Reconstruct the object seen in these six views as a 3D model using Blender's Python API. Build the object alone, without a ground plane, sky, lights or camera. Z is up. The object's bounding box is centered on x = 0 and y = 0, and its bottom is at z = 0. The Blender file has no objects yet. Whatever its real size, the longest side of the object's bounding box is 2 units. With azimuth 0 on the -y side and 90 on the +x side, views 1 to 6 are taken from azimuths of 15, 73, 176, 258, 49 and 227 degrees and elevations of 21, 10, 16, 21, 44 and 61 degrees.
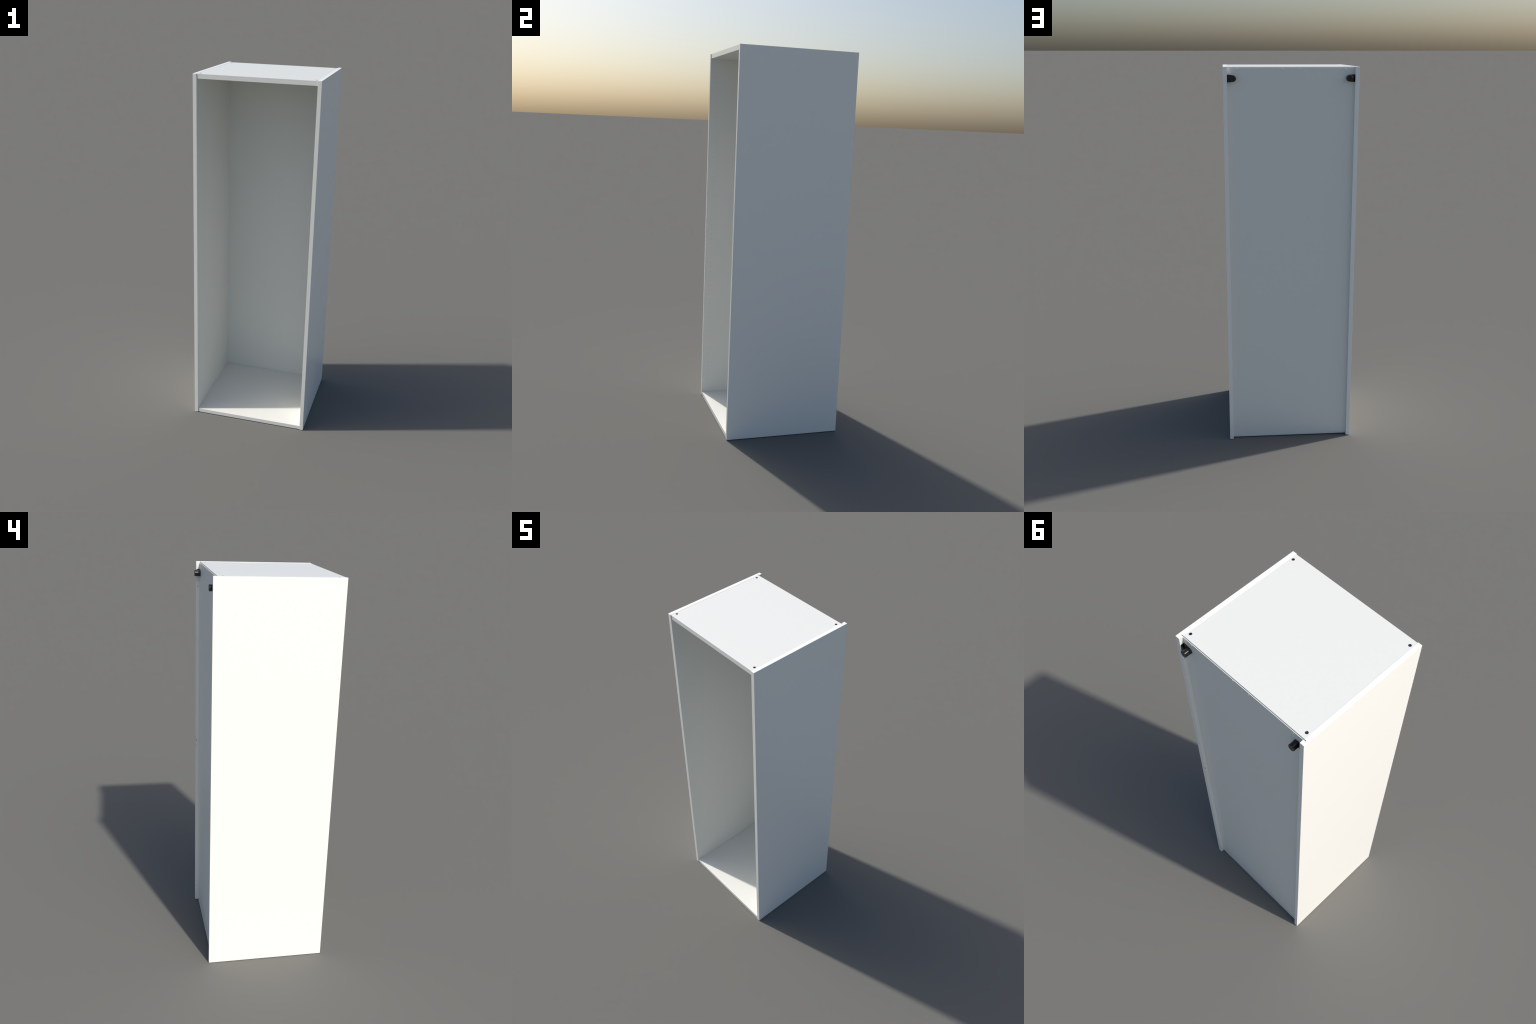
import bpy, bmesh, math
from mathutils import Vector, Matrix

# ------------------------------------------------------------------ sizes (m)
MM = 1.0 / 900.0                 # one millimetre of the real cabinet in scene metres
HALF_W = 300 * MM                # outer half width
HEIGHT = 1800 * MM
BOARD = 18 * MM                  # chipboard thickness
FRONT = -0.3117                  # front edge of the side boards
REAR = FRONT + 550 * MM          # rear edge of the side boards
INNER = HALF_W - BOARD           # inner face of the side boards
SETBACK = 0.0027                 # top and bottom boards stand back from the front edge
SHADOW_GAP = 0.00018             # joint between horizontal boards and side boards
TOP_Z = (1.9750, 1.9994)         # underside and upper face of the top board
BOTTOM_Z = (0.0006, 0.0224)
BACK_Y = (0.2781, 0.2811)        # thin hardboard back
BACK_Z = (0.0040, 1.9945)
GROOVE_X = 0.3232                # bottom of the groove that holds the back
GROOVE_Y = (0.2778, 0.2814)
HOLE_PITCH = 25 * MM
HOLE_Z0 = 37.5 * MM
HOLE_COUNT = 70
HOLE_R = 1.35 * MM


# ------------------------------------------------------------------ materials
def principled(name):
    m = bpy.data.materials.new(name)
    m.use_nodes = True
    nt = m.node_tree
    return m, nt, nt.nodes["Principled BSDF"]


def laminate(name, colour, rough, spec=0.5, spread=0.003):
    """Melamine foil: almost even colour, very fine pebble in the gloss."""
    m, nt, bs = principled(name)
    tc = nt.nodes.new("ShaderNodeTexCoord")
    noise = nt.nodes.new("ShaderNodeTexNoise")
    noise.inputs["Scale"].default_value = 60.0
    noise.inputs["Detail"].default_value = 3.0
    nt.links.new(tc.outputs["Object"], noise.inputs["Vector"])
    ramp = nt.nodes.new("ShaderNodeValToRGB")
    lo = [max(0.0, c - spread) for c in colour]
    hi = [min(1.0, c + spread) for c in colour]
    ramp.color_ramp.elements[0].position = 0.35
    ramp.color_ramp.elements[1].position = 0.65
    ramp.color_ramp.elements[0].color = (*lo, 1)
    ramp.color_ramp.elements[1].color = (*hi, 1)
    nt.links.new(noise.outputs["Fac"], ramp.inputs["Fac"])
    nt.links.new(ramp.outputs["Color"], bs.inputs["Base Color"])
    bs.inputs["Roughness"].default_value = rough
    bs.inputs["Specular IOR Level"].default_value = spec
    return m


def plastic(name, colour, rough):
    m, nt, bs = principled(name)
    tc = nt.nodes.new("ShaderNodeTexCoord")
    noise = nt.nodes.new("ShaderNodeTexNoise")
    noise.inputs["Scale"].default_value = 400.0
    nt.links.new(tc.outputs["Object"], noise.inputs["Vector"])
    mr = nt.nodes.new("ShaderNodeMapRange")
    mr.inputs["To Min"].default_value = rough - 0.03
    mr.inputs["To Max"].default_value = rough + 0.03
    nt.links.new(noise.outputs["Fac"], mr.inputs["Value"])
    nt.links.new(mr.outputs["Result"], bs.inputs["Roughness"])
    bs.inputs["Base Color"].default_value = (*colour, 1)
    return m


def dark_metal(name):
    m, nt, bs = principled(name)
    bs.inputs["Base Color"].default_value = (0.19, 0.19, 0.21, 1)
    bs.inputs["Metallic"].default_value = 1.0
    bs.inputs["Roughness"].default_value = 0.3
    return m


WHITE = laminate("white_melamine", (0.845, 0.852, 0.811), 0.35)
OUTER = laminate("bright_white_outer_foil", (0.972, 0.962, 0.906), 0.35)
EDGE = laminate("white_edge_band", (0.965, 0.965, 0.935), 0.35)
BACKING = laminate("white_hardboard", (0.853, 0.865, 0.815), 0.4)
BLACK = plastic("black_plastic", (0.011, 0.011, 0.011), 0.20)
STEEL = dark_metal("blackened_steel")


# ------------------------------------------------------------------ mesh helpers
def link(ob, parent=None):
    bpy.context.scene.collection.objects.link(ob)
    if parent is not None:
        ob.parent = parent
    return ob


def mesh_object(name, bm, mats, parent=None, smooth=False):
    bmesh.ops.recalc_face_normals(bm, faces=bm.faces[:])
    me = bpy.data.meshes.new(name)
    bm.to_mesh(me)
    bm.free()
    for m in mats:
        me.materials.append(m)
    if smooth:
        me.shade_smooth()
    return link(bpy.data.objects.new(name, me), parent)


def prism(bm, outline, axis, lo, hi):
    """Extrude a 2D outline along an axis: 'z' -> (x, y), 'y' -> (x, z)."""
    def place(p, t):
        return (p[0], p[1], t) if axis == "z" else (p[0], t, p[1])
    a = [bm.verts.new(place(p, lo)) for p in outline]
    b = [bm.verts.new(place(p, hi)) for p in outline]
    n = len(outline)
    bm.faces.new(a[::-1])
    bm.faces.new(b)
    for i in range(n):
        j = (i + 1) % n
        bm.faces.new((a[i], a[j], b[j], b[i]))


def cylinder(bm, centre, direction, radius, length, sides=16, radius_end=None):
    """Closed cylinder or cone frustum starting at `centre` and running `length` along direction."""
    d = Vector(direction).normalized()
    rot = Vector((0, 0, 1)).rotation_difference(d).to_matrix().to_4x4()
    mat = Matrix.Translation(Vector(centre) + d * length * 0.5) @ rot
    bmesh.ops.create_cone(bm, cap_ends=True, segments=sides, radius1=radius,
                          radius2=radius if radius_end is None else radius_end,
                          depth=length, matrix=mat)


def bake(ob):
    """Apply every modifier of the object."""
    dg = bpy.context.evaluated_depsgraph_get()
    me = bpy.data.meshes.new_from_object(ob.evaluated_get(dg))
    old = ob.data
    ob.modifiers.clear()
    ob.data = me
    me.name = old.name
    bpy.data.meshes.remove(old)


def finish_board(ob, cutter_bm, slot):
    """Ease the arrises, drill the holes, then give edge-banded faces their own material."""
    bev = ob.modifiers.new("arris", "BEVEL")
    bev.width = 0.0004
    bev.segments = 2
    bev.limit_method = "ANGLE"
    cut = None
    if cutter_bm is not None:
        cut = mesh_object("drill", cutter_bm, [])
        boo = ob.modifiers.new("drill", "BOOLEAN")
        boo.operation = "DIFFERENCE"
        boo.solver = "EXACT"
        boo.object = cut
    bpy.context.view_layer.update()
    bake(ob)
    if cut is not None:
        me = cut.data
        bpy.data.objects.remove(cut)
        bpy.data.meshes.remove(me)
    for p in ob.data.polygons:
        p.material_index = slot(p)


# ------------------------------------------------------------------ the cabinet
cabinet = link(bpy.data.objects.new("storage_cabinet", None))
cabinet["label"] = "tall white open-front cabinet carcass with black hanging fittings"
cabinet["category"] = "cabinet"

hole_z = [HOLE_Z0 + k * HOLE_PITCH for k in range(HOLE_COUNT)]

# --- side boards: grooved for the back, drilled for shelf pins ---------------
for side in (1, -1):
    bm = bmesh.new()
    plan = [(HALF_W, FRONT), (HALF_W, REAR), (INNER, REAR),
            (INNER, GROOVE_Y[1]), (GROOVE_X, GROOVE_Y[1]),
            (GROOVE_X, GROOVE_Y[0]), (INNER, GROOVE_Y[0]), (INNER, FRONT)]
    prism(bm, [(side * x, y) for x, y in plan], "z", 0.0, HEIGHT)
    board = mesh_object("side_panel", bm, [WHITE, OUTER, EDGE], cabinet)
    drill = bmesh.new()
    into = (side, 0, 0)
    start = side * (INNER - 0.004)
    for k, z in enumerate(hole_z):
        rows = [(-0.2790, HOLE_R), (-0.0550, HOLE_R)]
        if k < 4 or k >= HOLE_COUNT - 4:           # fixing holes behind the back
            rows.append((0.2908, 0.0022))
        for y, rad in rows:
            cylinder(drill, (start, y, z), into, rad, 0.004 + 0.011, 12)
    for deep, tri in ((0.0100, ((0.2984, 1.046), (0.2984, 1.022), (0.2930, 1.023))),
                      (0.0045, ((0.2982, 0.984), (0.2934, 1.001), (0.2982, 0.999)))):
        near = [drill.verts.new((start, y, z)) for y, z in tri]   # two dark triangular marks near the rear edge, cut as notches
        far = [drill.verts.new((side * (INNER + deep), y, z)) for y, z in tri]
        drill.faces.new(near)
        drill.faces.new(far[::-1])
        for i in range(3):
            drill.faces.new((near[i], near[(i + 1) % 3], far[(i + 1) % 3], far[i]))
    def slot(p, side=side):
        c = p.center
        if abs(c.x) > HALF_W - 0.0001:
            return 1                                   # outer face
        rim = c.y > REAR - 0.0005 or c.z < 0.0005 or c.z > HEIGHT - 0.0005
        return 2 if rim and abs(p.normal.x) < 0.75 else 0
    finish_board(board, drill, slot)

# --- top and bottom boards with screw holes ---------------------------------
board_x = INNER - SHADOW_GAP
for name, (z0, z1), out in (("top_panel", TOP_Z, 1), ("bottom_panel", BOTTOM_Z, -1)):
    bm = bmesh.new()
    y0, y1 = FRONT + SETBACK, 0.2774
    half = [(board_x - 0.0009, y0), (board_x, y0 + 0.022),        # joint opens a hair at the ends
            (board_x, y1 - 0.030), (board_x - 0.0005, y1)]
    prism(bm, half + [(-x, y) for x, y in reversed(half)], "z", z0, z1)
    board = mesh_object(name, bm, [WHITE], cabinet)
    face = z1 if out > 0 else z0
    drill = bmesh.new()
    spots = [(sx * 0.3015, sy) for sx in (1, -1) for sy in (0.2535, -0.2803)]
    for x, y in spots:
        cylinder(drill, (x, y, face + out * 0.003), (0, 0, -out), 0.0069, 0.003 + 0.012, 32)
        cylinder(drill, (x, y, face - out * 0.010), (0, 0, -out), 0.0013, 0.03, 10)
    finish_board(board, drill, lambda p: 0)
    # dark bolts sunk in the holes, dished head with a hexagon socket
    bm = bmesh.new()
    rings = [(0.0066, -0.0090), (0.0066, -0.0012), (0.0060, -0.0006), (0.0040, -0.0010)]
    loops = []
    for rad, z in rings:
        loops.append([bm.verts.new((rad * math.cos(a), rad * math.sin(a), z))
                      for a in (math.tau * i / 24 for i in range(24))])
    hexa = [[bm.verts.new((0.0033 * math.cos(a), 0.0033 * math.sin(a), z))
             for a in (math.tau * (int(i / 4 + 0.5)) / 6 for i in range(0, 24))]
            for z in (-0.0013, -0.0055)]
    chain = loops + hexa
    for a, b in zip(chain, chain[1:]):
        for i in range(24):
            bm.faces.new((a[i], a[(i + 1) % 24], b[(i + 1) % 24], b[i]))
    bm.faces.new(loops[0][::-1])
    bm.faces.new(hexa[1])
    bmesh.ops.remove_doubles(bm, verts=bm.verts[:], dist=1e-6)
    bmesh.ops.dissolve_degenerate(bm, edges=bm.edges[:], dist=1e-6)
    screw = mesh_object("screw", bm, [STEEL], board)
    for n, (x, y) in enumerate(spots):
        s = screw if n == 0 else link(screw.copy(), board)
        s.location = (x, y, face)
        if out < 0:
            s.rotation_euler = (math.pi, 0, 0)

# --- thin back, let into the side boards, pinned top and bottom --------------
bm = bmesh.new()
back_x = GROOVE_X - 0.0058
prism(bm, [(-back_x, BACK_Y[0]), (back_x, BACK_Y[0]), (back_x, BACK_Y[1]), (-back_x, BACK_Y[1])],
      "z", *BACK_Z)
back = mesh_object("back_panel", bm, [BACKING], cabinet)

bm = bmesh.new()                                   # low domed pin head
cylinder(bm, (0, -0.0002, 0), (0, 1, 0), 0.0046, 0.0012, 24)
cylinder(bm, (0, 0.0010, 0), (0, 1, 0), 0.0046, 0.0007, 24, 0.0038)
cylinder(bm, (0, 0.0017, 0), (0, 1, 0), 0.0038, 0.0005, 24, 0.0020)
nail = mesh_object("nail", bm, [BACKING], back)
first = True
for z in (1.9872, 0.0128):
    for x in (0.2652, 0.0426, -0.0426, -0.2652):
        n = nail if first else link(nail.copy(), back)
        first = False
        n.location = (x, BACK_Y[1], z)

# --- black hanging fittings in the rear corners ------------------------------
KNOB_X, KNOB_Z, KNOB_R = 0.2848, 1.9447, 0.0152
PLATE_Y = (BACK_Y[1] - 0.0005, 0.2860)             # thin foot lying on the back
FLANGE_Y = 0.2984                                  # rear edge of the cheek on the side board


def foot_outline(side):
    """Tapered tongue: wide at the side board, tangent to a round nose."""
    pts = [(INNER + 0.0006, 0.0183), (0.3050, 0.0179), (0.2960, 0.0170), (0.2905, 0.0160)]
    nose = []
    steps = 20
    for i in range(steps + 1):
        a = math.radians(84 + 192 * i / steps)
        nose.append((KNOB_X + KNOB_R * 1.03 * math.cos(a), KNOB_R * 1.03 * math.sin(a)))
    full = pts + nose + [(x, -z) for x, z in reversed(pts)]
    return [(side * x, KNOB_Z + z) for x, z in full]


def cheek(bm, side):
    """Flat cheek screwed to the side board, its rear corners rounded."""
    half, rad = 0.0180, 0.0045
    prof = [(PLATE_Y[0], half)]
    for i in range(7):
        a = math.radians(90 - 15 * i)
        prof.append((FLANGE_Y - rad + rad * math.cos(a), half - rad + rad * math.sin(a)))
    prof += [(y, -z) for y, z in reversed(prof)]
    xs = (side * (INNER - 0.0012), side * (INNER + 0.0005))
    rows = [[bm.verts.new((x, y, KNOB_Z + z)) for y, z in prof] for x in xs]
    bm.faces.new(rows[0])
    bm.faces.new(rows[1][::-1])
    n = len(prof)
    for i in range(n):
        bm.faces.new((rows[0][i], rows[0][(i + 1) % n], rows[1][(i + 1) % n], rows[1][i]))


def soften(ob, width, segments, cut=None, angle=32):
    bev = ob.modifiers.new("round", "BEVEL")
    bev.width, bev.segments, bev.limit_method = width, segments, "ANGLE"
    bev.angle_limit = math.radians(35)
    if cut is not None:
        boo = ob.modifiers.new("socket", "BOOLEAN")
        boo.operation, boo.solver, boo.object = "DIFFERENCE", "EXACT", cut
    bpy.context.view_layer.update()
    bake(ob)
    if cut is not None:
        me = cut.data
        bpy.data.objects.remove(cut)
        bpy.data.meshes.remove(me)
    ob.data.shade_smooth()
    ob.data.set_sharp_from_angle(angle=math.radians(angle))


for side in (1, -1):
    bm = bmesh.new()
    prism(bm, foot_outline(side), "y", *PLATE_Y)
    cheek(bm, side)
    bracket = mesh_object("hanging_bracket", bm, [BLACK], cabinet)
    soften(bracket, 0.0006, 2)

    bm = bmesh.new()
    cylinder(bm, (side * KNOB_X, PLATE_Y[1] - 0.001, KNOB_Z), (0, 1, 0), KNOB_R,
             0.3117 - PLATE_Y[1] + 0.001, 18)   # faceted grip
    knob = mesh_object("adjusting_knob", bm, [BLACK], bracket)
    socket = bmesh.new()
    cylinder(socket, (side * KNOB_X, 0.3050, KNOB_Z), (0, 1, 0), 0.0030, 0.01, 6)
    soften(knob, 0.0013, 1, mesh_object("drill", socket, []))
